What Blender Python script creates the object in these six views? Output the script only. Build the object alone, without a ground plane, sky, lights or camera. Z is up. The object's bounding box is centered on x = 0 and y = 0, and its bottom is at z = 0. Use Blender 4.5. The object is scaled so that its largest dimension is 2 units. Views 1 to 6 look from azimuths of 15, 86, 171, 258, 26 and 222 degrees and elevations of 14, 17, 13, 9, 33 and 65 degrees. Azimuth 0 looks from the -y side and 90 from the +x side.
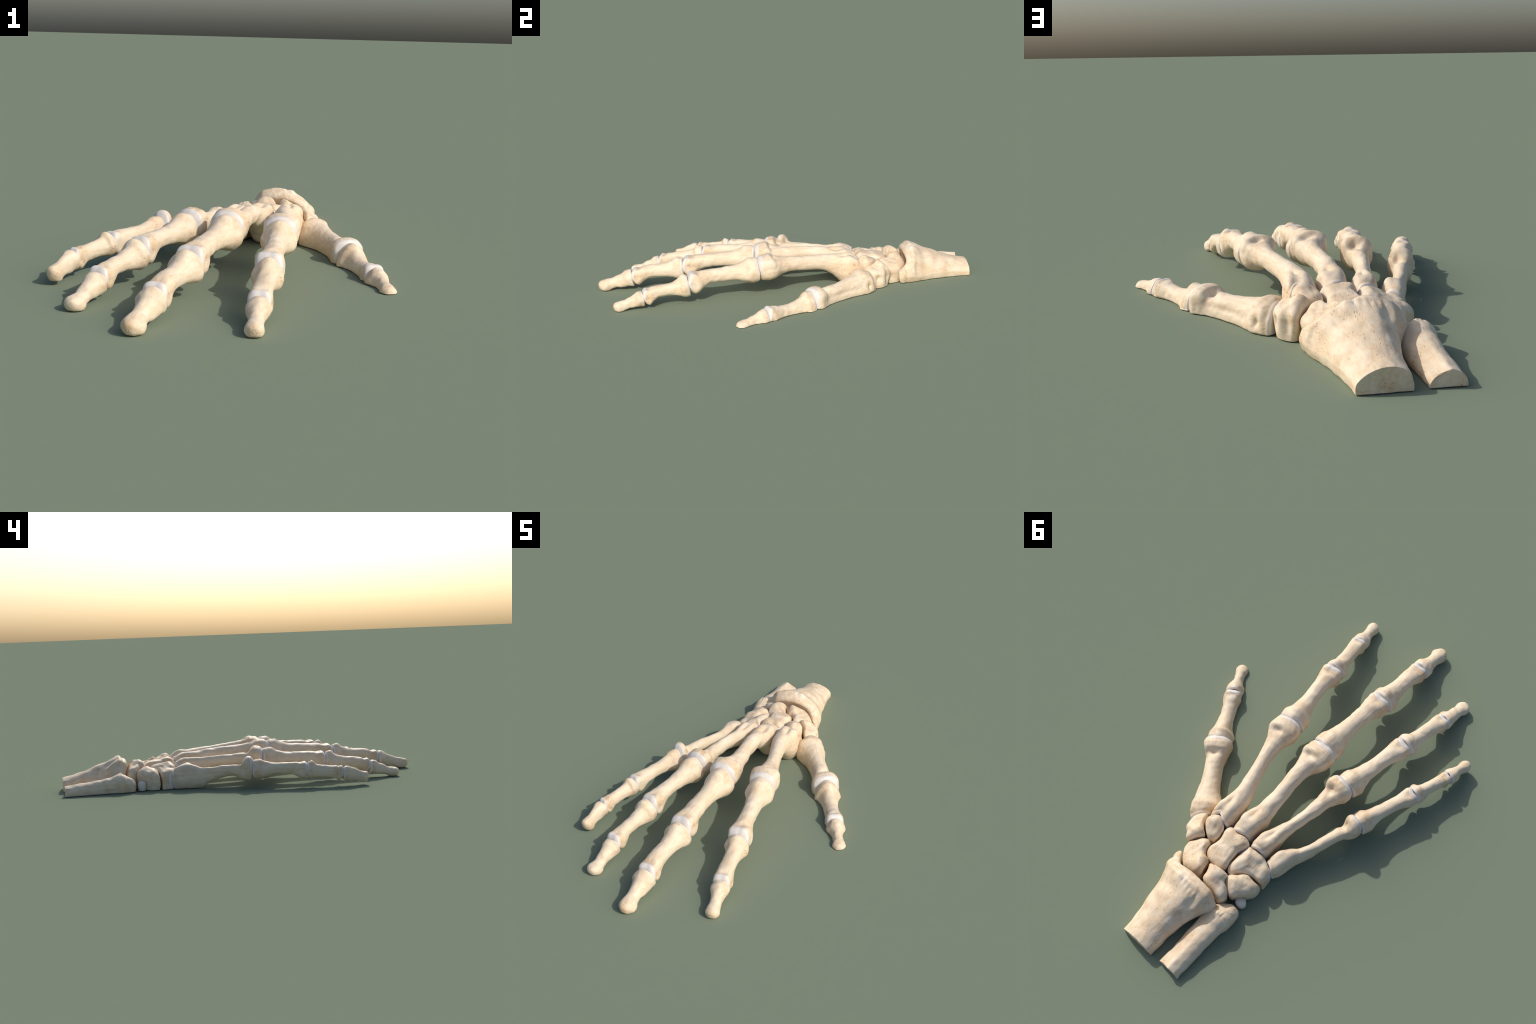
# Articulated skeleton of a right hand lying palm-down, with the cut ends of radius and ulna.
# Every bone is a loft: cross-sections along a spine (long bones) or a stack of
# outlines (wrist bones), then sculpted with local swellings, pits and grooves.
import bpy, math
import numpy as np
from mathutils import Matrix, Vector

for o in list(bpy.data.objects):
    bpy.data.objects.remove(o, do_unlink=True)

# ------------------------------------------------------------------ helpers
def pchip(xs, ys, x):
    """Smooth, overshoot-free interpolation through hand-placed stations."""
    xs = np.asarray(xs, float); ys = np.asarray(ys, float); x = np.clip(x, xs[0], xs[-1])
    h = np.diff(xs); d = np.diff(ys) / h
    m = np.zeros(len(xs)); m[0] = d[0]; m[-1] = d[-1]
    for i in range(1, len(xs) - 1):
        if d[i-1] * d[i] > 0:
            w1 = 2*h[i] + h[i-1]; w2 = h[i] + 2*h[i-1]
            m[i] = (w1 + w2) / (w1/d[i-1] + w2/d[i])
    k = np.clip(np.searchsorted(xs, x, side='right') - 1, 0, len(h) - 1)
    t = (x - xs[k]) / h[k]
    return ((2*t**3 - 3*t**2 + 1)*ys[k] + (t**3 - 2*t**2 + t)*h[k]*m[k]
            + (-2*t**3 + 3*t**2)*ys[k+1] + (t**3 - t**2)*h[k]*m[k+1])

def sstep(a, b, x):
    t = np.clip((x - a) / (b - a), 0, 1)
    return t*t*(3 - 2*t)

def closed_spline(pts, n):
    P = np.asarray(pts, float); m = len(P); out = []
    seg = np.linspace(0, m, n, endpoint=False)
    for s in seg:
        i = int(s); t = s - i
        p0, p1, p2, p3 = P[(i-1) % m], P[i % m], P[(i+1) % m], P[(i+2) % m]
        out.append(0.5*((2*p1) + (-p0+p2)*t + (2*p0-5*p1+4*p2-p3)*t*t + (-p0+3*p1-3*p2+p3)*t**3))
    out = np.array(out)
    d = np.r_[0, np.cumsum(np.linalg.norm(np.diff(np.r_[out, out[:1]], axis=0), axis=1))]
    q = np.linspace(0, d[-1], n, endpoint=False); c = np.r_[out, out[:1]]
    return np.c_[np.interp(q, d, c[:, 0]), np.interp(q, d, c[:, 1])]

def grid_normals(G):
    du = np.roll(G, -1, 1) - np.roll(G, 1, 1)
    dv = np.empty_like(G); dv[1:-1] = G[2:] - G[:-2]; dv[0] = G[1] - G[0]; dv[-1] = G[-1] - G[-2]
    N = np.cross(du, dv)
    l = np.linalg.norm(N, axis=2, keepdims=True)
    return N / np.maximum(l, 1e-12)

def smooth_noise(P, scale, seed):
    """Cheap band-limited noise: a sum of randomly oriented sine waves."""
    r = np.random.RandomState(seed); out = np.zeros(P.shape[:-1])
    for _ in range(10):
        k = r.normal(size=3); k /= np.linalg.norm(k)
        out += np.sin((P @ k) * scale * r.uniform(.6, 1.5) + r.uniform(0, 6.28))
    return out / 10 ** .5

ROOT = bpy.data.objects.new("hand_skeleton", None)
bpy.context.scene.collection.objects.link(ROOT)
ROOT["label"] = "ivory skeleton of a human hand lying palm down"
ROOT["category"] = "hand skeleton"

def add_mesh(name, V, F, mat, matrix, parent, local=False):
    me = bpy.data.meshes.new(name)
    if not local:
        inv = np.array(matrix.inverted())
        V = V @ inv[:3, :3].T + inv[:3, 3]
    me.from_pydata(V.tolist(), [], F)
    me.validate()
    me.polygons.foreach_set('use_smooth', [True]*len(me.polygons))
    me.materials.append(mat)
    ob = bpy.data.objects.new(name, me)
    bpy.context.scene.collection.objects.link(ob)
    ob.parent = parent
    if parent is ROOT:
        ob.matrix_world = matrix
    return ob

def grid_faces(nv, nu, keep=None):
    F = []
    for i in range(nv - 1):
        for j in range(nu):
            k = (j + 1) % nu
            if keep is None or keep[i, j] or keep[i, k] or keep[i+1, j] or keep[i+1, k]:
                F.append((i*nu + j, i*nu + k, (i+1)*nu + k, (i+1)*nu + j))
    return F

def finish(name, G, mat, matrix, cartilage=(), flip=False, sharp=None, floor=0.0):
    """Grid of rings -> bone mesh plus raised cartilage sheets where a mask is positive."""
    nv, nu, _ = G.shape
    N = grid_normals(G)
    c = G.reshape(-1, 3).mean(0)
    if ((G - c) * N).sum() < 0:
        N = -N; flip = True
    W = G.copy(); W[..., 2] = np.maximum(W[..., 2], floor)
    F = grid_faces(nv, nu)
    F.append(tuple(range(nu))[::-1]); F.append(tuple((nv-1)*nu + j for j in range(nu)))
    if flip:
        F = [f[::-1] for f in F]
    ob = add_mesh(name, W.reshape(-1, 3), F, mat, matrix, ROOT)
    if sharp is not None:
        ob.data.set_sharp_from_angle(angle=sharp)
    for f, thick, skin in cartilage:
        m = f(G)
        h = thick * np.clip(m / .006, -1.2, 1)
        S = G + N * h[..., None]
        S[..., 2] = np.maximum(S[..., 2], floor + .0004)
        keep = m > -.006
        if not keep.any():
            continue
        FF = grid_faces(nv, nu, keep)
        if keep[-1].all(): FF.append(tuple((nv-1)*nu + j for j in range(nu)))
        if keep[0].all(): FF.append(tuple(range(nu))[::-1])
        if flip:
            FF = [q[::-1] for q in FF]
        used = sorted({i for q in FF for i in q}); idx = {a: b for b, a in enumerate(used)}
        inv = np.array(matrix.inverted()); SV = S.reshape(-1, 3)[used]
        SV = SV @ inv[:3, :3].T + inv[:3, 3]
        add_mesh("cartilage", SV, [tuple(idx[i] for i in q) for q in FF], skin, matrix, ob, local=True)
    return ob

def rounded(G, voxel, soft):
    """Turn a ring grid into an even quad skin and relax it so that its edges become pebble-smooth."""
    nv, nu, _ = G.shape
    F = grid_faces(nv, nu); F.append(tuple(range(nu))[::-1]); F.append(tuple((nv-1)*nu + j for j in range(nu)))
    me = bpy.data.meshes.new("tmp"); me.from_pydata(G.reshape(-1, 3).tolist(), [], F)
    ob = bpy.data.objects.new("tmp", me); bpy.context.scene.collection.objects.link(ob)
    r = ob.modifiers.new("r", 'REMESH'); r.mode = 'VOXEL'; r.voxel_size = voxel
    m = ob.modifiers.new("s", 'SMOOTH'); m.factor = .5; m.iterations = soft
    ev = ob.evaluated_get(bpy.context.evaluated_depsgraph_get()); out = ev.to_mesh()
    V = np.array([v.co[:] for v in out.vertices]); Q = np.array([p.vertices[:] for p in out.polygons])
    ev.to_mesh_clear(); bpy.data.objects.remove(ob); bpy.data.meshes.remove(me)
    N = face_normals(V, Q)
    if ((V - V.mean(0))*N).sum() < 0: Q = Q[:, ::-1]
    return V, Q

def face_normals(V, Q):
    """Area-weighted vertex normals of a quad mesh."""
    n = np.cross(V[Q[:, 2]] - V[Q[:, 0]], V[Q[:, 3]] - V[Q[:, 1]]); N = np.zeros_like(V)
    for k in range(4): np.add.at(N, Q[:, k], n)
    return N/np.maximum(np.linalg.norm(N, axis=1, keepdims=True), 1e-12)

def sculpt(G, feats, D, X):
    """Local swellings (+) and hollows (-): (world point, radii lateral/along/vertical, amount)."""
    Z = np.array([0, 0, 1.])
    for p, r, a in feats:
        N = grid_normals(G)
        if ((G - G.reshape(-1, 3).mean(0)) * N).sum() < 0: N = -N
        d = G - np.array(p)
        q = (d @ X / r[0])**2 + (d @ D / r[1])**2 + (d @ Z / r[2])**2
        G = G + N * (a * np.exp(-q))[..., None]
    return G

# ------------------------------------------------------------------ materials
def nodes_of(name):
    m = bpy.data.materials.new(name); m.use_nodes = True
    nt = m.node_tree; nt.nodes.clear()
    return m, nt, nt.nodes.new, nt.links.new

def bone_material(name, porous, ends):
    m, nt, N, L = nodes_of(name)
    out = N('ShaderNodeOutputMaterial'); bs = N('ShaderNodeBsdfPrincipled')
    L(bs.outputs[0], out.inputs[0])
    tc = N('ShaderNodeTexCoord'); oi = N('ShaderNodeObjectInfo')
    rnd = N('ShaderNodeMath'); rnd.operation = 'MULTIPLY'; rnd.inputs[1].default_value = 37.0
    L(oi.outputs['Random'], rnd.inputs[0])
    def mapped(sc):
        mp = N('ShaderNodeMapping'); mp.inputs['Scale'].default_value = sc
        L(tc.outputs['Object'], mp.inputs['Vector']); return mp.outputs[0]
    def noise(vec, scale, detail=4, rough=.55):
        n = N('ShaderNodeTexNoise'); n.noise_dimensions = '4D'
        n.inputs['Scale'].default_value = scale; n.inputs['Detail'].default_value = detail
        n.inputs['Roughness'].default_value = rough
        L(vec, n.inputs['Vector']); L(rnd.outputs[0], n.inputs['W']); return n.outputs[0]
    def ramp(fac, *stops):
        r = N('ShaderNodeValToRGB'); e = r.color_ramp.elements
        while len(e) < len(stops): e.new(.5)
        for el, (p, c) in zip(e, stops):
            el.position = p; el.color = (*c, 1) if len(c) == 3 else c
        L(fac, r.inputs[0]); return r.outputs[0]
    def mix(a, b, f, blend='MIX'):
        x = N('ShaderNodeMix'); x.data_type = 'RGBA'; x.blend_type = blend
        for s, v in ((x.inputs[0], f), (x.inputs[6], a), (x.inputs[7], b)):
            if isinstance(v, (int, float)): s.default_value = v
            elif isinstance(v, tuple): s.default_value = (*v, 1)
            else: L(v, s)
        return x.outputs[2]
    def math(op, a, b):
        x = N('ShaderNodeMath'); x.operation = op
        for s, v in zip(x.inputs, (a, b)):
            if isinstance(v, (int, float)): s.default_value = v
            else: L(v, s)
        return x.outputs[0]
    g = lambda v: (v, v, v)
    iso = mapped((1, 1, 1)); grain = mapped((1, .22, 1)); speck = mapped((1, .5, 1))
    # ivory ground with broad tan staining
    base = ramp(noise(iso, 9, 3), (.3, (.845, .722, .558)), (.7, (.79, .652, .472)))
    stain = ramp(noise(iso, 17, 6, .66), (.42, g(0)), (.66, g(1)))
    # staining gathers toward the bone's ends
    gen = N('ShaderNodeSeparateXYZ'); L(tc.outputs['Generated'], gen.inputs[0])
    e = math('ABSOLUTE', math('SUBTRACT', gen.outputs[1], .5), 0.0)
    endm = ramp(e, (.14, g(1 - ends)), (.36, g(1)))
    base = mix(base, (.66, .46, .27), math('MULTIPLY', math('MULTIPLY', stain, endm), .8))
    # lengthwise fibre streaks
    streak = ramp(noise(grain, 75, 4, .6), (.47, g(0)), (.75, g(1)))
    base = mix(base, (.64, .44, .25), math('MULTIPLY', streak, .55))
    # nutrient pores: small dark specks in clusters
    vo = N('ShaderNodeTexVoronoi'); vo.inputs['Scale'].default_value = 135
    vo.inputs['Randomness'].default_value = 1
    warp = mix(speck, noise(iso, 90, 2), .012, 'ADD')
    L(warp, vo.inputs['Vector'])
    size = N('ShaderNodeSeparateColor'); L(vo.outputs['Color'], size.inputs[0])
    rad = math('ADD', math('MULTIPLY', size.outputs[0], .26), .08)
    pore = ramp(math('DIVIDE', vo.outputs['Distance'], rad), (.55, g(1)), (1, g(0)))
    clus = ramp(noise(iso, 17, 3), (.52 - .05*porous, g(0)), (.60 - .05*porous, g(1)))
    poref = math('MULTIPLY', math('MULTIPLY', pore, clus), endm)
    base = mix(base, (.27, .165, .085), math('MULTIPLY', poref, .58))
    L(base, bs.inputs['Base Color'])
    bs.inputs['Roughness'].default_value = .55
    bs.inputs['Specular IOR Level'].default_value = .3
    hgt = math('SUBTRACT', math('MULTIPLY', noise(iso, 90, 4), .35), math('MULTIPLY', poref, 1.0))
    hgt = math('SUBTRACT', hgt, math('MULTIPLY', streak, .5))
    bp = N('ShaderNodeBump'); bp.inputs['Strength'].default_value = .55; bp.inputs['Distance'].default_value = .0022
    L(hgt, bp.inputs['Height']); L(bp.outputs[0], bs.inputs['Normal'])
    return m

def cartilage_material(name, dark, light):
    m, nt, N, L = nodes_of(name)
    out = N('ShaderNodeOutputMaterial'); bs = N('ShaderNodeBsdfPrincipled'); L(bs.outputs[0], out.inputs[0])
    tc = N('ShaderNodeTexCoord'); n = N('ShaderNodeTexNoise'); n.inputs['Scale'].default_value = 14
    L(tc.outputs['Object'], n.inputs['Vector'])
    r = N('ShaderNodeValToRGB'); r.color_ramp.elements[0].color = (*dark, 1)
    r.color_ramp.elements[1].color = (*light, 1)
    L(n.outputs[0], r.inputs[0]); L(r.outputs[0], bs.inputs['Base Color'])
    bs.inputs['Roughness'].default_value = .42
    return m

LONG = bone_material("long_bone_ivory", .4, .8)
WRIST = bone_material("wrist_bone_ivory", .9, .15)
CARTILAGE = cartilage_material("cartilage_white", (.70, .65, .597), (.765, .714, .658))
RIM = cartilage_material("cartilage_rim_cream", (.74, .665, .58), (.81, .74, .66))

# ------------------------------------------------------------------ long bones
def long_bone(name, A, B, stations, base=None, head=None, feats=(), cart=(), nu=88, nv=120,
              etop=2.2, ebot=2.4, mat=None, lean=0.0, noise=.0012, seed=0, warp=None, sharp=None, floor=0.0, drop=.003):
    """Loft from A to B (xy). stations: (t, lateral offset, half width, top z, bottom z).
    base/head: (rounding along, rounding of width, rounding of height, bulge)."""
    A = np.array(A, float); B = np.array(B, float); D2 = B - A; Len = np.linalg.norm(D2); D2 /= Len
    D = np.array([D2[0], D2[1], 0]); X = np.array([-D2[1], D2[0], 0]) * -1   # X: viewer's right when looking distally
    S = np.array(stations, float)
    base = base or (.01, .01, .01, -.004); head = head or (.03, .02, .04, .004)
    y0, y1 = base[0], Len - head[0]
    rows = []   # (y, width inset, height inset, ring scale)
    for r in np.linspace(.04, 1, 12)[:-1]:
        rows.append((-base[3]*(1 - r*r), base[1], base[2], r, y0))
    for p in np.linspace(math.pi/2, 0, 9)[:-1]:
        rows.append((base[0]*(1 - math.sin(p)), base[1]*(1-math.cos(p)), base[2]*(1-math.cos(p)), 1, y0))
    u = np.linspace(0, 1, nv); ys = y0 + (y1 - y0)*(u - .10*np.sin(2*math.pi*u)/ (2*math.pi)*1.6)
    for y in ys: rows.append((y, 0, 0, 1, y))
    for p in np.linspace(0, math.pi/2, 15)[1:]:
        rows.append((y1 + head[0]*math.sin(p), head[1]*(1-math.cos(p)), head[2]*(1-math.cos(p)), 1, y1))
    for r in np.linspace(1, .04, 12)[1:]:
        rows.append((Len + head[3]*(1 - r*r), head[1], head[2], r, y1))
    R = np.array(rows); ysec = R[:, 4] / Len
    off, w, top, bot = (pchip(S[:, 0], S[:, k], ysec) for k in (1, 2, 3, 4))
    zc = (top + bot)/2; hh = (top - bot)/2
    w = np.maximum(w - R[:, 1], .0015); h = np.maximum(hh - R[:, 2], .0015)
    w = w*R[:, 3]; h = h*R[:, 3]
    a = np.linspace(0, 2*math.pi, nu, endpoint=False); ca, sa = np.cos(a), np.sin(a)
    # back of the section: e < 2 gives a roof with sloping shoulders, e > 2 a squarer block
    et = pchip(*zip(*etop), ysec) if isinstance(etop, (list, tuple)) else np.full(len(ysec), etop)
    ex = np.where(sa[None, :] > 0, et[:, None], ebot)
    px = np.sign(ca)*np.abs(ca)**np.where(ex < 2, 1, 2/ex); pz = np.sign(sa)*np.abs(sa)**(2/ex)
    lx = off[:, None] + w[:, None]*px; lz = zc[:, None] + h[:, None]*pz - drop
    ly = R[:, 0][:, None] - lean*(lz - zc[:, None]) + 0*lx
    if warp is not None:
        lx, ly, lz = warp(lx, ly, lz, Len)
    G = A.tolist() + [0]
    G = np.array(G) + lx[..., None]*X + ly[..., None]*D + lz[..., None]*np.array([0, 0, 1.])
    G = sculpt(G, feats, D, X)
    if noise:
        N = grid_normals(G)
        calm = sstep(.05, .35, R[:, 3])[:, None]
        G = G + N*((smooth_noise(G, 85, seed)*noise + smooth_noise(G, 190, seed+5)*noise*.45)*calm)[..., None]
    M = Matrix(((X[0], D[0], 0, A[0]), (X[1], D[1], 0, A[1]), (0, 0, 1, 0), (0, 0, 0, 1)))
    def loc(f):
        def g(Gw):
            d = Gw - np.array([A[0], A[1], 0]); return f(d @ X, d @ D, d[..., 2], Len)
        return g
    return finish(name, G, mat or LONG, M, [(loc(f), t, k) for f, t, k in cart], sharp=sharp, floor=floor)

def on_axis(A, B, t, lat, z):
    """World point at fraction t of a bone, lat metres to its X side, height z."""
    A = np.array(A, float); B = np.array(B, float); d = (B-A)/np.linalg.norm(B-A); x = np.array([d[1], -d[0]])
    p = A + (B-A)*t + x*lat
    return (p[0], p[1], z)

def phalanx(name, A, B, wb, ws, wh, tb, ts, th, bb, bsh, bh, seed, cup=0.0, dist=False, floor=0.0):
    """Finger bone. widths at base/shaft/head; top (t*) and bottom (b*) heights there."""
    A = np.array(A); B = np.array(B); L = np.linalg.norm(B - A)
    lean = ((th + bh) - (tb + bb))/2/L
    hw = lambda k: k/2
    dip = .006*min(1, wb/.1)
    st = [(0, 0, hw(wb)*.94, tb - .006, bb + .008), (.05, 0, hw(wb)*1.0, tb - .001, bb + .002), (.10, 0, hw(wb)*.985, tb, bb),
          (.20, 0, hw(ws + .58*(wb-ws)), ts + .50*(tb-ts), bsh - .60*(bsh-bb)), (.33, 0, hw(ws + .20*(wb-ws)), ts + .14*(tb-ts), bsh - .14*(bsh-bb)),
          (.50, 0, hw(ws), ts, bsh), (.66, 0, hw(ws)*1.04, ts + .3*(th-ts), bsh - .05*(bsh-bh)),
          (.78, 0, hw(ws + .42*(wh-ws)), ts + .62*(th-ts), bsh - .42*(bsh-bh)), (.88, 0, hw(wh)*.97, th, bsh - .93*(bsh-bh)),
          (.94, 0, hw(wh), th, bh), (1, 0, hw(wh)*.93, th - .004, bh + .002)]
    hh = (th - bh)
    base = (.012*wb/.1, .012*wb/.1, .012*wb/.1, -.004 - cup)
    head = (.30*hh, .16*wh, .42*hh, .002)
    def warp(x, y, z, Ln):
        # cup of the base follows the rounded head behind it; shallow groove between the two condyles of the head
        near0 = 1 - sstep(0, .16*Ln, y); near1 = sstep(Ln*.84, Ln*.99, y)
        y = y - near0*(cup*(x/(wb/2))**2*1.1 + (.005 + 1.6*cup)*sstep(.45*tb + .55*bb, tb, z)*np.exp(-(x/(.3*wb))**2)) - near1*.0025*np.exp(-(x/(.18*wh))**2)
        return x, y, z
    P = lambda t, lat, z: on_axis(A, B, t, lat, z)
    f = [(P(.86, 0, th), (.26*wh, .045*L, .03), -.005),                       # hollow behind the knuckle
         (P(.91, wh*.5, (th*.45+bh*.55)), (.02, .055*L, .25*hh), -.005), (P(.91, -wh*.5, (th*.45+bh*.55)), (.02, .055*L, .25*hh), -.005),
         (P(.91, wh*.34, th*.9+bh*.1), (.2*wh, .06*L, .02), .004), (P(.91, -wh*.34, th*.9+bh*.1), (.2*wh, .06*L, .02), .004),
         (P(.11, wb*.48, bb + .35*(tb-bb)), (.03, .07*L, .03), .005), (P(.11, -wb*.48, bb+.35*(tb-bb)), (.03, .07*L, .03), .005),
         (P(.22, wb*.36, ts), (.018, .07*L, .03), -.004), (P(.22, -wb*.36, ts), (.018, .07*L, .03), -.004),
         (P(.10, 0, tb), (.24*wb, .05*L, .02), .003)]
    def head_cart(x, y, z, Ln):
        yy = y + lean*(z - (th+bh)/2); up = sstep((th+bh)/2, th, z)
        edge = Ln - .013*wh/.1 - up*(.024*wh/.1)*np.exp(-((x - .04*wh)/(.40*wh))**2)  # tongue on the back of the knuckle
        edge = edge + .05*wh/.1*sstep(bh + .35*hh, bh + .12*hh, z)     # fades out toward the palm
        return np.minimum(yy - edge, .012)
    def base_cart(x, y, z, Ln):
        yy = y + lean*(z - (tb+bb)/2) + cup*1.1*(x/(wb/2))**2 + (.005 + 1.6*cup)*sstep(.45*tb + .55*bb, tb, z)*np.exp(-(x/(.3*wb))**2)
        return np.minimum(.008*wb/.1 - yy, .012)
    return long_bone(name, A, B, st, base, head, f, [(head_cart, .0015, CARTILAGE), (base_cart, .0016, RIM)], nu=80, nv=110, lean=lean, seed=seed,
                     warp=warp, etop=[(0, 1.22), (.12, 1.3), (.35, 1.8), (.6, 2.1), (.85, 2.3), (1, 2.3)], ebot=2.7, floor=floor)

def distal(A, B, wb, ws, wt, tb, ts, tt, bb, bsh, bt, seed, floor=0.0):
    """Finger-tip bone: flared base, waist and a rough rounded tuft."""
    A = np.array(A); B = np.array(B); L = np.linalg.norm(B - A)
    lean = ((tt + bt) - (tb + bb))/2/L*.8
    st = [(0, 0, wb*.47, tb - .005, bb + .006), (.06, 0, wb*.5, tb, bb), (.15, 0, wb*.49, tb - .003, bb + .001), (.30, 0, (ws+.45*(wb-ws))/2, ts + .45*(tb-ts), bsh),
          (.48, 0, ws*.51, ts + .1*(tb-ts), bsh), (.62, 0, ws*.5, tt + .6*(ts-tt), bsh - .4*(bsh-bt)), (.72, 0, (ws+.5*(wt-ws))/2, tt + .3*(ts-tt), bt + .002),
          (.78, 0, wt*.47, tt + .12*(ts-tt), bt), (.86, 0, wt*.5, tt, bt), (1, 0, wt*.5, tt - .010, bt)]
    P = lambda t, lat, z: on_axis(A, B, t, lat, z)
    f = [(P(.76, 0, tt), (.5*wt, .012, .03), .0015),
         (P(.12, wb*.48, (tb+bb)/2), (.02, .02, .02), .004), (P(.12, -wb*.48, (tb+bb)/2), (.02, .02, .02), .004),
         (P(.80, wt*.5, bt+.4*(tt-bt)), (.02, .02, .02), .003), (P(.8, -wt*.5, bt+.4*(tt-bt)), (.02, .02, .02), .003)]
    hh = tt - bt
    def base_cart(x, y, z, Ln):
        yy = y + lean*(z - (tb+bb)/2)
        return np.minimum(.007*wb/.08 - yy, .012)
    return long_bone("distal_phalanx", A, B, st, (.009, .008, .008, -.004), (.50*wt, .40*wt, .36*hh, .0006), f, [(base_cart, .0016, RIM)],
                     nu=72, nv=90, lean=lean, seed=seed, etop=[(0, 1.75), (.2, 1.8), (.5, 2.1), (1, 2.2)], ebot=2.8, noise=.0014, floor=floor)

# ---- finger joints (gap centres) measured along the fingers, x y
FINGERS = {
 'index':  ((.139, -.156), (.190, -.510), (.221, -.740), (.246, -.893)),
 'middle': ((-.060, -.159), (-.079, -.536), (-.093, -.810), (-.098, -.997)),
 'ring':   ((-.247, -.091), (-.303, -.428), (-.344, -.673), (-.362, -.838)),
 'little': ((-.394, -.005), (-.482, -.276), (-.538, -.457), (-.560, -.590)),
}
def part(P, Q, g=.002, h=.003):
    """Bone between two joints: base set g beyond the first, head reaching h into the next cup."""
    P = np.array(P); Q = np.array(Q); d = (Q-P)/np.linalg.norm(Q-P); return P + d*g, Q + d*h

j = FINGERS['index']
phalanx("proximal_phalanx", *part(j[0], j[1]), .128, .068, .108, .208, .172, .164, .080, .104, .054, 1, cup=.008)
phalanx("middle_phalanx", *part(j[1], j[2]), .100, .065, .085, .158, .115, .102, .040, .057, .014, 2)
distal(*part(j[2], j[3], .002, 0), .074, .047, .057, .092, .059, .046, .012, .012, -.004, 3)
j = FINGERS['middle']
phalanx("proximal_phalanx", *part(j[0], j[1]), .132, .077, .115, .213, .180, .170, .082, .110, .058, 4, cup=.008)
phalanx("middle_phalanx", *part(j[1], j[2]), .117, .072, .096, .166, .132, .116, .048, .066, .024, 5)
distal(*part(j[2], j[3], .002, 0), .091, .055, .073, .109, .070, .054, .020, .016, -.004, 6)
j = FINGERS['ring']
phalanx("proximal_phalanx", *part(j[0], j[1]), .118, .066, .102, .192, .163, .160, .070, .098, .056, 7, cup=.008)
phalanx("middle_phalanx", *part(j[1], j[2]), .100, .062, .086, .159, .122, .109, .050, .064, .024, 8)
distal(*part(j[2], j[3], .002, 0), .076, .049, .064, .098, .061, .046, .020, .016, -.004, 9)
j = FINGERS['little']
phalanx("proximal_phalanx", *part(j[0], j[1]), .098, .057, .080, .150, .131, .134, .045, .072, .044, 10, cup=.007)
phalanx("middle_phalanx", *part(j[1], j[2]), .080, .050, .064, .133, .110, .106, .048, .051, .026, 11)
distal(*part(j[2], j[3], .002, 0), .060, .041, .050, .105, .082, .070, .030, .026, .008, 12, floor=.014)

# ---- thumb
T = ((.138, .428), (.364, .090), (.493, -.141), (.569, -.285))
phalanx("proximal_phalanx", *part(T[1], T[2]), .120, .068, .094, .088, .049, .062, -.060, -.035, -.045, 13, cup=.006)
distal(*part(T[2], T[3], .002, 0), .082, .045, .055, .057, .033, .025, -.045, -.025, -.02, 14)

# ---- metacarpals
def metacarpal(A, B, st, feats, seed, wh, th, bh, base, base_shift=None, side=1, btop=2.4):
    A = np.array(A); B = np.array(B); L = np.linalg.norm(B - A); hh = th - bh
    P = lambda t, lat, z: on_axis(A, B, t, lat, z)
    d = lambda m: 1 - m/L
    f = list(feats) + [
        (P(d(.086*wh/.13), -.09*wh*side, th - .020), (.20*wh, .017, .05), -.019), (P(d(.058*wh/.13), 0, th), (.42*wh, .02, .03), .004),        # hollow behind the knuckle
        (P(d(.072), wh*.40, th - .03), (.022, .028, .03), .006), (P(d(.072), -wh*.42, th - .03), (.022, .028, .03), .006),
        (P(d(.058), wh*.52, (th+bh)/2), (.03, .028, .03), -.005), (P(d(.058), -wh*.52, (th+bh)/2), (.03, .028, .03), -.005)]
    def warp(x, y, z, Ln):
        if base_shift is not None:
            y = y + (1 - sstep(0, .075, y))*base_shift(x, z)
        return x, y, z
    def head_cart(x, y, z, Ln):
        xc = x - st[-2][1]
        up = sstep(bh + .35*hh, bh + .8*hh, z)
        edge = Ln - .020*wh/.13 - .007*up + .010*(np.abs(xc)/(wh/2))**2.5 + .06*sstep(bh + .3*hh, bh + .1*hh, z)
        return np.minimum(y - edge, .012)
    def base_cart(x, y, z, Ln):
        s = base_shift(x, z) if base_shift is not None else 0
        return np.minimum(.007 + s - y, .012)
    return long_bone("metacarpal", A, B, st, base, (.24*wh, .30*wh, .33*hh, .010), f, [(head_cart, .0015, CARTILAGE), (base_cart, .0015, RIM)],
                     nu=96, nv=150, seed=seed, warp=warp, etop=[(0, btop), (.12, btop), (.3, 2.0), (.7, 2.0), (.85, 2.4), (1, 2.4)], ebot=2.05)

def mc_stations(A, B, rows):
    """rows of (world y, left x, right x, top z, bottom z) -> stations on the A-B axis."""
    A = np.array(A); B = np.array(B); d = B - A; L = np.linalg.norm(d); d = d/L; x = np.array([d[1], -d[0]]); out = []
    for y, xl, xr, zt, zb in rows:
        bow = -.003 - .012*math.sin(math.pi*min(max((.36 - y)/.42, 0), 1))**2     # shafts bow to the little-finger side
        p = np.array([(xl+xr)/2 + bow, y]) - A
        out.append((p @ d/L, p @ x, abs(xl-xr)/2*abs(d[1]), zt, zb))
    out[0] = (0,) + out[0][1:]; out[-1] = (1,) + out[-1][1:]
    return out

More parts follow.
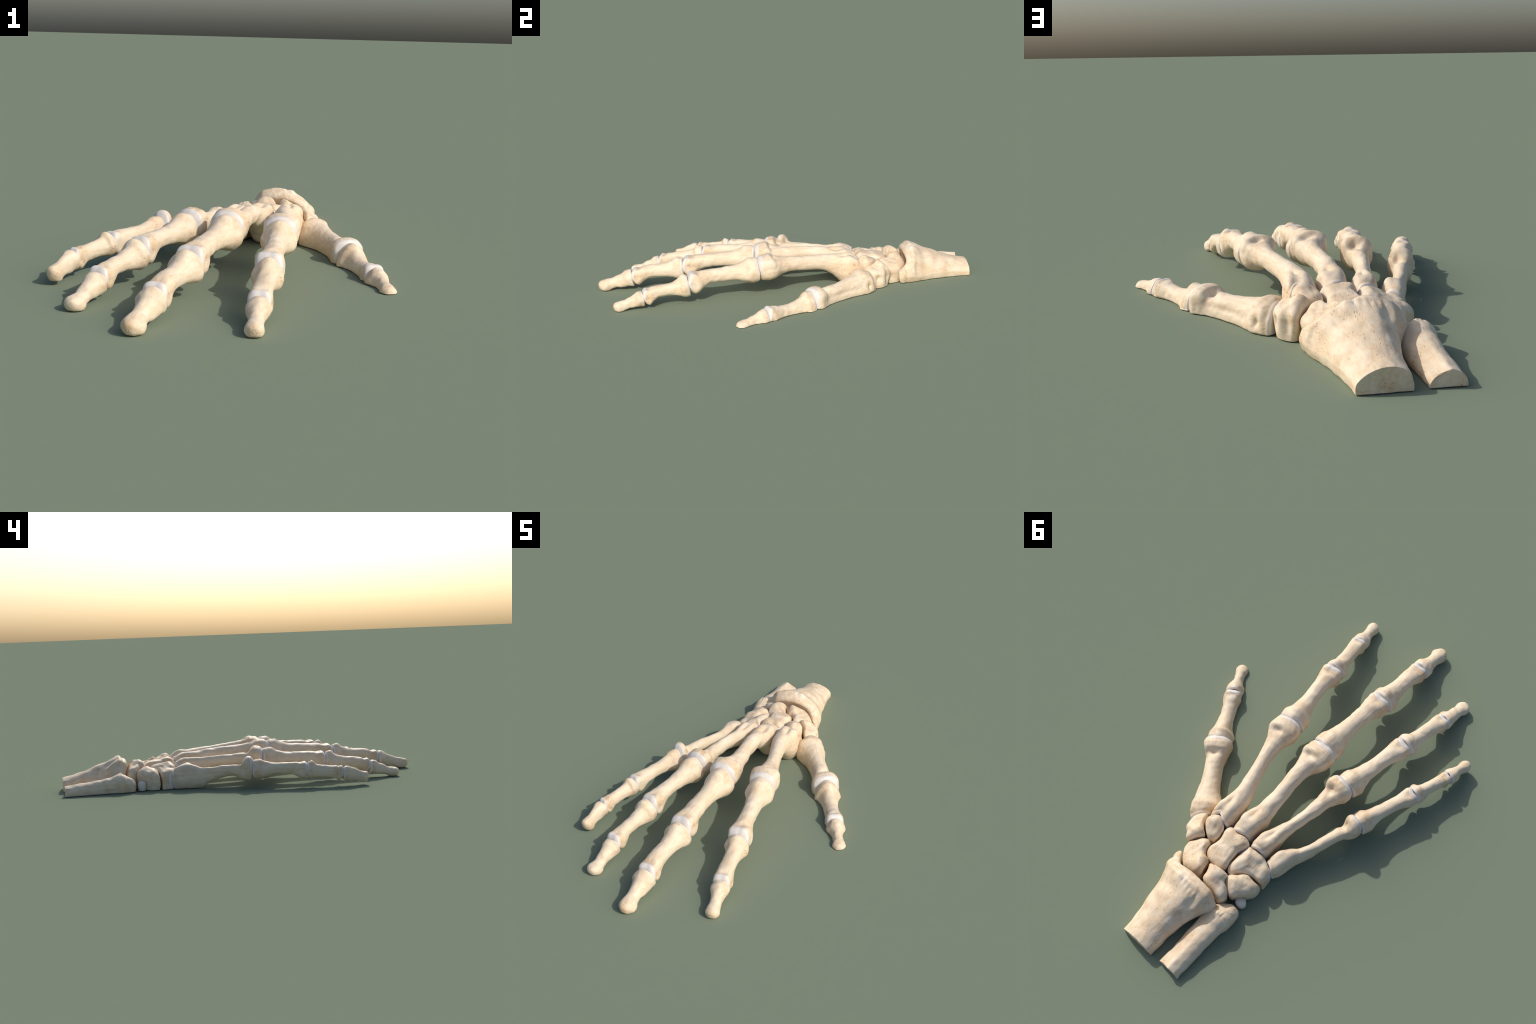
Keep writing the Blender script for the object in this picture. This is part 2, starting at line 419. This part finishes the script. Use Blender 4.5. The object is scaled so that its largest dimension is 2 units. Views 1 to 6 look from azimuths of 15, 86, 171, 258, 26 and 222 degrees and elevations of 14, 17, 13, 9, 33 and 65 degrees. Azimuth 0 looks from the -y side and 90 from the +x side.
A, B = (.060, .392), (.143, -.154)
metacarpal(A, B, mc_stations(A, B, [(.392, .110, .010, .138, -.02), (.36, .122, .000, .162, -.02), (.325, .119, .003, .174, -.010), (.285, .113, .012, .174, .028),
    (.24, .111, .026, .176, .070), (.19, .120, .048, .180, .096), (.12, .133, .070, .183, .107), (.03, .153, .083, .189, .116), (-.025, .169, .082, .194, .108),
    (-.055, .189, .074, .205, .094), (-.09, .203, .064, .215, .083), (-.115, .203, .068, .214, .082), (-.154, .199, .078, .207, .086)]),
    [((.069, .315, .175), (.012, .030, .03), -.013), ((.037, .345, .165), (.02, .03, .03), .006), ((.100, .350, .165), (.016, .03, .03), .007)],
    21, .138, .216, .083, (.012, .014, .014, -.004), base_shift=lambda x, z: .026*np.exp(-((x+.010)/.024)**2) - .012)

A, B = (-.056, .384), (-.057, -.158)
metacarpal(A, B, mc_stations(A, B, [(.384, -.012, -.102, .142, -.010), (.355, -.002, -.103, .160, -.012), (.32, .002, -.106, .172, -.002), (.285, -.005, -.110, .174, .042),
    (.24, -.014, -.101, .177, .082), (.19, -.020, -.091, .184, .104), (.10, -.016, -.083, .191, .114), (.02, -.014, -.088, .194, .114), (-.03, -.010, -.099, .200, .102),
    (-.06, .000, -.119, .210, .095), (-.095, .008, -.134, .220, .088), (-.12, .007, -.135, .219, .088), (-.158, .000, -.125, .212, .092)]),
    [((-.047, .290, .178), (.013, .030, .03), -.014), ((-.019, .330, .165), (.018, .03, .03), .007), ((-.085, .320, .160), (.018, .03, .03), .006)],
    22, .142, .222, .088, (.012, .014, .014, -.004), base_shift=lambda x, z: .25*x)

A, B = (-.155, .388), (-.241, -.091)
metacarpal(A, B, mc_stations(A, B, [(.388, -.120, -.194, .128, -.010), (.36, -.112, -.203, .148, -.012), (.325, -.117, -.207, .158, -.004), (.29, -.128, -.206, .157, .034),
    (.24, -.145, -.205, .156, .070), (.17, -.163, -.215, .160, .090), (.09, -.175, -.234, .164, .096), (.03, -.179, -.250, .168, .094), (-.0, -.178, -.263, .174, .082),
    (-.022, -.172, -.280, .192, .076), (-.045, -.167, -.295, .202, .072), (-.065, -.169, -.297, .201, .072), (-.091, -.176, -.291, .192, .076)]),
    [((-.162, .300, .160), (.012, .028, .03), -.013), ((-.132, .335, .150), (.016, .03, .03), .006), ((-.196, .330, .145), (.016, .03, .03), .006)],
    23, .126, .204, .072, (.012, .013, .013, -.004), base_shift=lambda x, z: .35*x)

A, B = (-.240, .402), (-.386, -.006)
metacarpal(A, B, mc_stations(A, B, [(.402, -.210, -.276, .112, -.02), (.375, -.204, -.294, .126, -.02), (.34, -.214, -.304, .137, -.015), (.30, -.232, -.309, .127, -.005),
    (.26, -.265, -.322, .114, .010), (.20, -.289, -.341, .117, .044), (.12, -.313, -.367, .126, .066), (.08, -.322, -.384, .125, .063),
    (.062, -.328, -.398, .128, .046), (.042, -.328, -.418, .155, .036), (.025, -.327, -.427, .168, .032), (.010, -.330, -.428, .164, .033), (-.006, -.338, -.424, .152, .036)]),
    [((-.298, .345, .07), (.015, .05, .03), -.005), ((-.238, .335, .130), (.016, .03, .02), .007), ((-.252, .29, .12), (.014, .03, .02), -.006)],
    24, .104, .166, .032, (.012, .013, .013, -.004), base_shift=lambda x, z: -.20*x)

A, B = (T[0][0] + .004, T[0][1] - .004), (.363, .089)
L1 = np.hypot(B[0]-A[0], B[1]-A[1])
st1 = [(0, 0, .049, .092, -.06), (.06, .005, .066, .110, -.07), (.13, .007, .074, .114, -.07), (.22, .006, .066, .102, -.06), (.35, .002, .052, .091, -.05), (.5, -.001, .044, .085, -.045),
       (.65, -.001, .044, .081, -.045), (.78, 0, .051, .081, -.05), (.86, 0, .063, .092, -.05), (.91, 0, .069, .097, -.05), (1, 0, .064, .091, -.05)]
P1 = lambda t, lat, z: on_axis(A, B, t, lat, z)
metacarpal(A, B, st1, [(P1(.16, -.05, .10), (.02, .03, .03), .010), (P1(.12, .055, .09), (.02, .03, .03), .008), (P1(.10, -.066, .035), (.02, .016, .018), -.014), (P1(.17, -.055, .08), (.02, .02, .02), -.006), (P1(.06, -.05, .06), (.02, .012, .04), .005),
    (P1(.5, -.042, .035), (.02, .12, .012), -.006)],
    25, .136, .098, -.05, (.012, .014, .014, .004), base_shift=lambda x, z: .2*x, btop=1.7)

# ------------------------------------------------------------------ wrist bones
def pebble(name, outline, top, tilt=(0, 0), rnd=.026, feats=(), seed=0, gap=.0012, bottom=-.02, belly=.0, foot=1.0, rim=None, floor=0.0, soft=9):
    """Wrist bone: a closed outline carried from the ground to a rounded top.
    tilt: slope of the top in x and y; rim: (from angle, to angle) list with cartilage along the edge."""
    C = closed_spline(outline, 120); c = C.mean(0)
    t = np.roll(C, -1, 0) - np.roll(C, 1, 0); n = np.c_[t[:, 1], -t[:, 0]]; n /= np.linalg.norm(n, axis=1)[:, None]
    if ((C - c)*n).sum() < 0: n = -n
    C = C - n*gap
    rr = np.minimum(rnd, .62*np.linalg.norm(C - c, axis=1))
    rows = []
    zt0 = lambda p: top + tilt[0]*(p[:, 0]-c[0]) + tilt[1]*(p[:, 1]-c[1])
    for s in np.linspace(.05, 1, 8)[:-1]:
        p = c + (C - c)*s*foot; rows.append(np.c_[p, np.full(120, bottom)])
    zw = zt0(C) - rr
    for s in np.linspace(0, 1, 34):
        k = foot + (1-foot)*sstep(0, .8, s) + belly*math.sin(math.pi*s)
        p = c + (C - c)*k; rows.append(np.c_[p, bottom + (zw - bottom)*s])
    for a in np.linspace(0, math.pi/2, 15)[1:]:
        inset = rr*(1-math.cos(a)); dirc = (c - C)/np.linalg.norm(C-c, axis=1)[:, None]
        p = C + dirc*inset[:, None]; rows.append(np.c_[p, zw + rr*math.sin(a)])
    I = rows[-1][:, :2]
    for s in np.linspace(1, .04, 22)[1:]:
        p = c + (I - c)*s; rows.append(np.c_[p, zt0(C)*s + (1-s)*top + .003*(1-s*s)])
    V, F = rounded(np.array(rows), .0036, soft)
    for p, r, a in feats:
        q = (((V - np.array(p))/np.array(r))**2).sum(1)
        V = V + face_normals(V, F)*(a*np.exp(-q))[:, None]
    N = face_normals(V, F)
    V = V + N*(smooth_noise(V, 70, seed)*.0013 + smooth_noise(V, 170, seed+3)*.0005)[:, None]
    M = Matrix.Translation((c[0], c[1], 0))
    cart = []
    for (a0, a1, drop) in (rim or []):
        def f(Gw, a0=a0, a1=a1, drop=drop):
            d = Gw[..., :2] - c; an = np.degrees(np.arctan2(d[..., 1], d[..., 0]))
            mid = (a0+a1)/2; dev = np.abs((an - mid + 180) % 360 - 180); ang = ((a1-a0)/2 - dev)/60.
            z0 = top + tilt[0]*d[..., 0] + tilt[1]*d[..., 1] - drop
            return np.minimum(np.minimum(z0 - Gw[..., 2], ang), .012)
        cart.append((f, .0014))
    W = V.copy(); W[:, 2] = np.maximum(W[:, 2], floor)
    ob = add_mesh(name, W, F.tolist(), WRIST, M, ROOT)
    N = face_normals(V, F)
    for f, thick in cart:
        m = f(V); S = V + N*(thick*np.clip(m/.006, -1.2, 1))[:, None]
        S[:, 2] = np.maximum(S[:, 2], floor + .0004)
        FF = F[(m[F] > -.006).any(1)]
        if len(FF):
            used, idx = np.unique(FF, return_inverse=True)
            inv = np.array(M.inverted()); SV = S[used] @ inv[:3, :3].T + inv[:3, 3]
            add_mesh("cartilage", SV, idx.reshape(FF.shape).tolist(), RIM, M, ob, local=True)
    return ob

pebble("trapezoid", [(.100, .427), (.089, .402), (.068, .386), (.046, .392), (.016, .412), (.003, .446), (.008, .484), (.038, .490), (.068, .472), (.090, .452)], .144, (.05, -.15), .038,
       [((.055, .420, .15), (.03, .025, .03), .005)], 31, rim=[(190, 300, .020)])
pebble("trapezium", [(.166, .458), (.152, .424), (.124, .402), (.105, .425), (.092, .455), (.070, .476), (.050, .492), (.070, .510), (.098, .546), (.122, .545), (.152, .512), (.166, .482)],
       .116, (-.38, -.1), .066, [((.118, .452, .10), (.016, .018, .03), -.008), ((.160, .478, .05), (.025, .016, .024), -.020), ((.120, .505, .08), (.04, .012, .06), .008), ((.135, .530, .05), (.02, .012, .03), -.010)], 32, foot=.78, soft=14)
pebble("scaphoid", [(.096, .547), (.072, .510), (.041, .487), (.017, .489), (.006, .525), (-.013, .548), (-.040, .560), (-.050, .602), (-.054, .627), (-.019, .646), (.026, .648), (.062, .624), (.090, .588)],
       .122, (-.27, -.05), .048, [((.012, .575, .12), (.02, .025, .03), -.010), ((-.035, .600, .125), (.015, .03, .03), .006), ((.045, .52, .11), (.02, .02, .03), .006),
       ((.090, .56, .04), (.015, .015, .02), -.010)], 33, foot=.84, soft=14)
pebble("capitate", [(.004, .424), (.001, .399), (-.016, .385), (-.044, .388), (-.076, .380), (-.112, .388), (-.120, .411), (-.108, .448), (-.112, .493), (-.114, .528), (-.104, .548), (-.055, .560), (-.024, .553), (-.001, .531), (.003, .507), (-.005, .466)],
       .140, (-.02, -.10), .036, [((-.052, .465, .13), (.035, .03, .03), -.004)], 34, rim=[(200, 340, .022)])
pebble("lunate", [(-.049, .568), (-.067, .557), (-.133, .550), (-.147, .556), (-.150, .578), (-.182, .596), (-.200, .616), (-.200, .640), (-.184, .656), (-.143, .648), (-.076, .636), (-.063, .601)],
       .134, (.12, -.12), .046, [((-.11, .59, .14), (.03, .03, .03), .006)], 35, rim=[(220, 320, .024)], soft=15, foot=.95)
pebble("hamate", [(-.120, .399), (-.140, .392), (-.196, .386), (-.250, .406), (-.270, .428), (-.272, .474), (-.248, .480), (-.213, .484), (-.180, .506), (-.147, .540), (-.119, .532), (-.109, .505), (-.112, .454)],
       .119, (.20, -.12), .042, [((-.185, .445, .12), (.03, .02, .03), -.004), ((-.215, .42, .11), (.015, .015, .02), -.006)], 36,
       rim=[(190, 300, .022), (40, 110, .022)])
pebble("triquetrum", [(-.139, .541), (-.166, .520), (-.196, .489), (-.230, .488), (-.267, .483), (-.278, .503), (-.272, .534), (-.233, .584), (-.202, .610), (-.142, .575)],
       .110, (.16, .02), .054, [((-.240, .522, .105), (.018, .012, .02), .006)], 37, rim=[(15, 75, .022)], soft=18, foot=.86)
pebble("pisiform", [(-.222, .576), (-.238, .566), (-.258, .568), (-.272, .583), (-.266, .600), (-.245, .606), (-.226, .597)], .048, (0, 0), .04, (), 38, gap=0, foot=.72, soft=16, rim=[(-200, 200, -.02)])

# ------------------------------------------------------------------ forearm stumps
A, B = (-.050, 1.0), (-.048, .650)
def radius_warp(x, y, z, Ln):
    # x runs toward the little-finger side... distal rim: styloid tongue on the thumb side, shallow joint hollow
    near = sstep(.62*Ln, Ln, y)
    wx = -.05 - x            # world x (x axis of the loft points to -X)
    sty = .055*sstep(.035, .105, wx)*sstep(.11, .06, z)
    rimu = -.020*sstep(-.10, -.20, wx)
    x = x + .30*np.maximum(z - .03, 0)
    return x, y + near*(sty + rimu), z
def radius_lateral(rows):
    return [((1.0-y)/.35, -((xl+xr)/2 + .056), (xl-xr)/2, zt, zb) for y, xl, xr, zt, zb in rows]
RAD = radius_lateral([(1.0, .030, -.130, .074, -.035), (.95, .033, -.132, .085, -.035), (.90, .040, -.134, .098, -.035), (.85, .049, -.141, .116, -.03), (.80, .060, -.152, .136, -.03),
    (.75, .077, -.168, .155, -.04), (.71, .094, -.186, .171, -.04), (.69, .102, -.192, .176, -.04), (.67, .105, -.193, .162, -.04), (.65, .102, -.190, .150, -.04)])
rf = [((-.035 - .022*k, .705 + .004*k, .172 - .003*k*k*.6), (.005, .020, .03), -.0035) for k in range(5)]
rf += [((-.135, .80, .10), (.04, .10, .05), -.011), ((-.012, .700, .172), (.012, .02, .03), .006), ((.085, .675, .05), (.03, .02, .03), .008), ((.088, .643, .05), (.03, .008, .06), -.006),
       ((-.145, .73, .12), (.012, .07, .03), .008), ((-.165, .80, .08), (.02, .08, .02), -.005), ((-.12, .77, .14), (.02, .05, .03), -.006)]
rf += [((-.04, .692, .17), (.10, .014, .05), .004), ((.085, .68, .09), (.04, .014, .05), .004), ((.02, .755, .135), (.08, .03, .05), -.006), ((.075, .76, .06), (.03, .04, .05), -.006)]
long_bone("radius", A, B, RAD, (.0012, .0012, .0012, 0), (.020, .020, .024, -.016), rf, [], nu=150, nv=170, etop=1.75, ebot=2.6, mat=WRIST, seed=41,
          warp=radius_warp, noise=.0012, sharp=math.radians(40))

A, B = (-.233, .992), (-.238, .618)
def ulna_warp(x, y, z, Ln):
    x = x + .22*np.maximum(z - .015, 0)*sstep(.95, .6, y/Ln)     # ridge leans to the outer side
    near = sstep(.7*Ln, Ln, y); wx = -.235 - x
    return x, y - near*(.02*sstep(-.24, -.19, wx) + .045*sstep(.035, .11, z)), z
def lat2(rows):
    return [((.992-y)/.374, -((xl+xr)/2 + .245), (xl-xr)/2, zt, zb) for y, xl, xr, zt, zb in rows]
ULN = lat2([(.992, -.182, -.286, .050, -.03), (.93, -.181, -.285, .056, -.03), (.86, -.178, -.284, .064, -.03), (.80, -.173, -.284, .075, -.03), (.74, -.168, -.284, .088, -.03), (.70, -.168, -.295, .101, -.03),
    (.67, -.174, -.295, .104, -.03), (.645, -.184, -.290, .096, -.03), (.618, -.202, -.280, .074, -.03)])
uf = [((-.208, .70, .105), (.007, .025, .03), -.0035), ((-.228, .695, .105), (.006, .025, .03), -.0035), ((-.246, .69, .10), (.006, .02, .03), -.003), ((-.205, .69, .11), (.008, .03, .03), .004), ((-.226, .70, .11), (.005, .03, .03), .004),
      ((-.228, .648, .10), (.012, .014, .03), -.008), ((-.252, .628, .075), (.012, .014, .02), .008), ((-.225, .99, .05), (.012, .2, .02), .004), ((-.195, .99, .035), (.014, .2, .02), -.004)]
long_bone("ulna", A, B, ULN, (.0012, .0012, .0012, 0), (.022, .03, .03, .002), uf, [], nu=120, nv=140, etop=1.75, ebot=2.6, mat=WRIST, seed=42, warp=ulna_warp, sharp=math.radians(40))
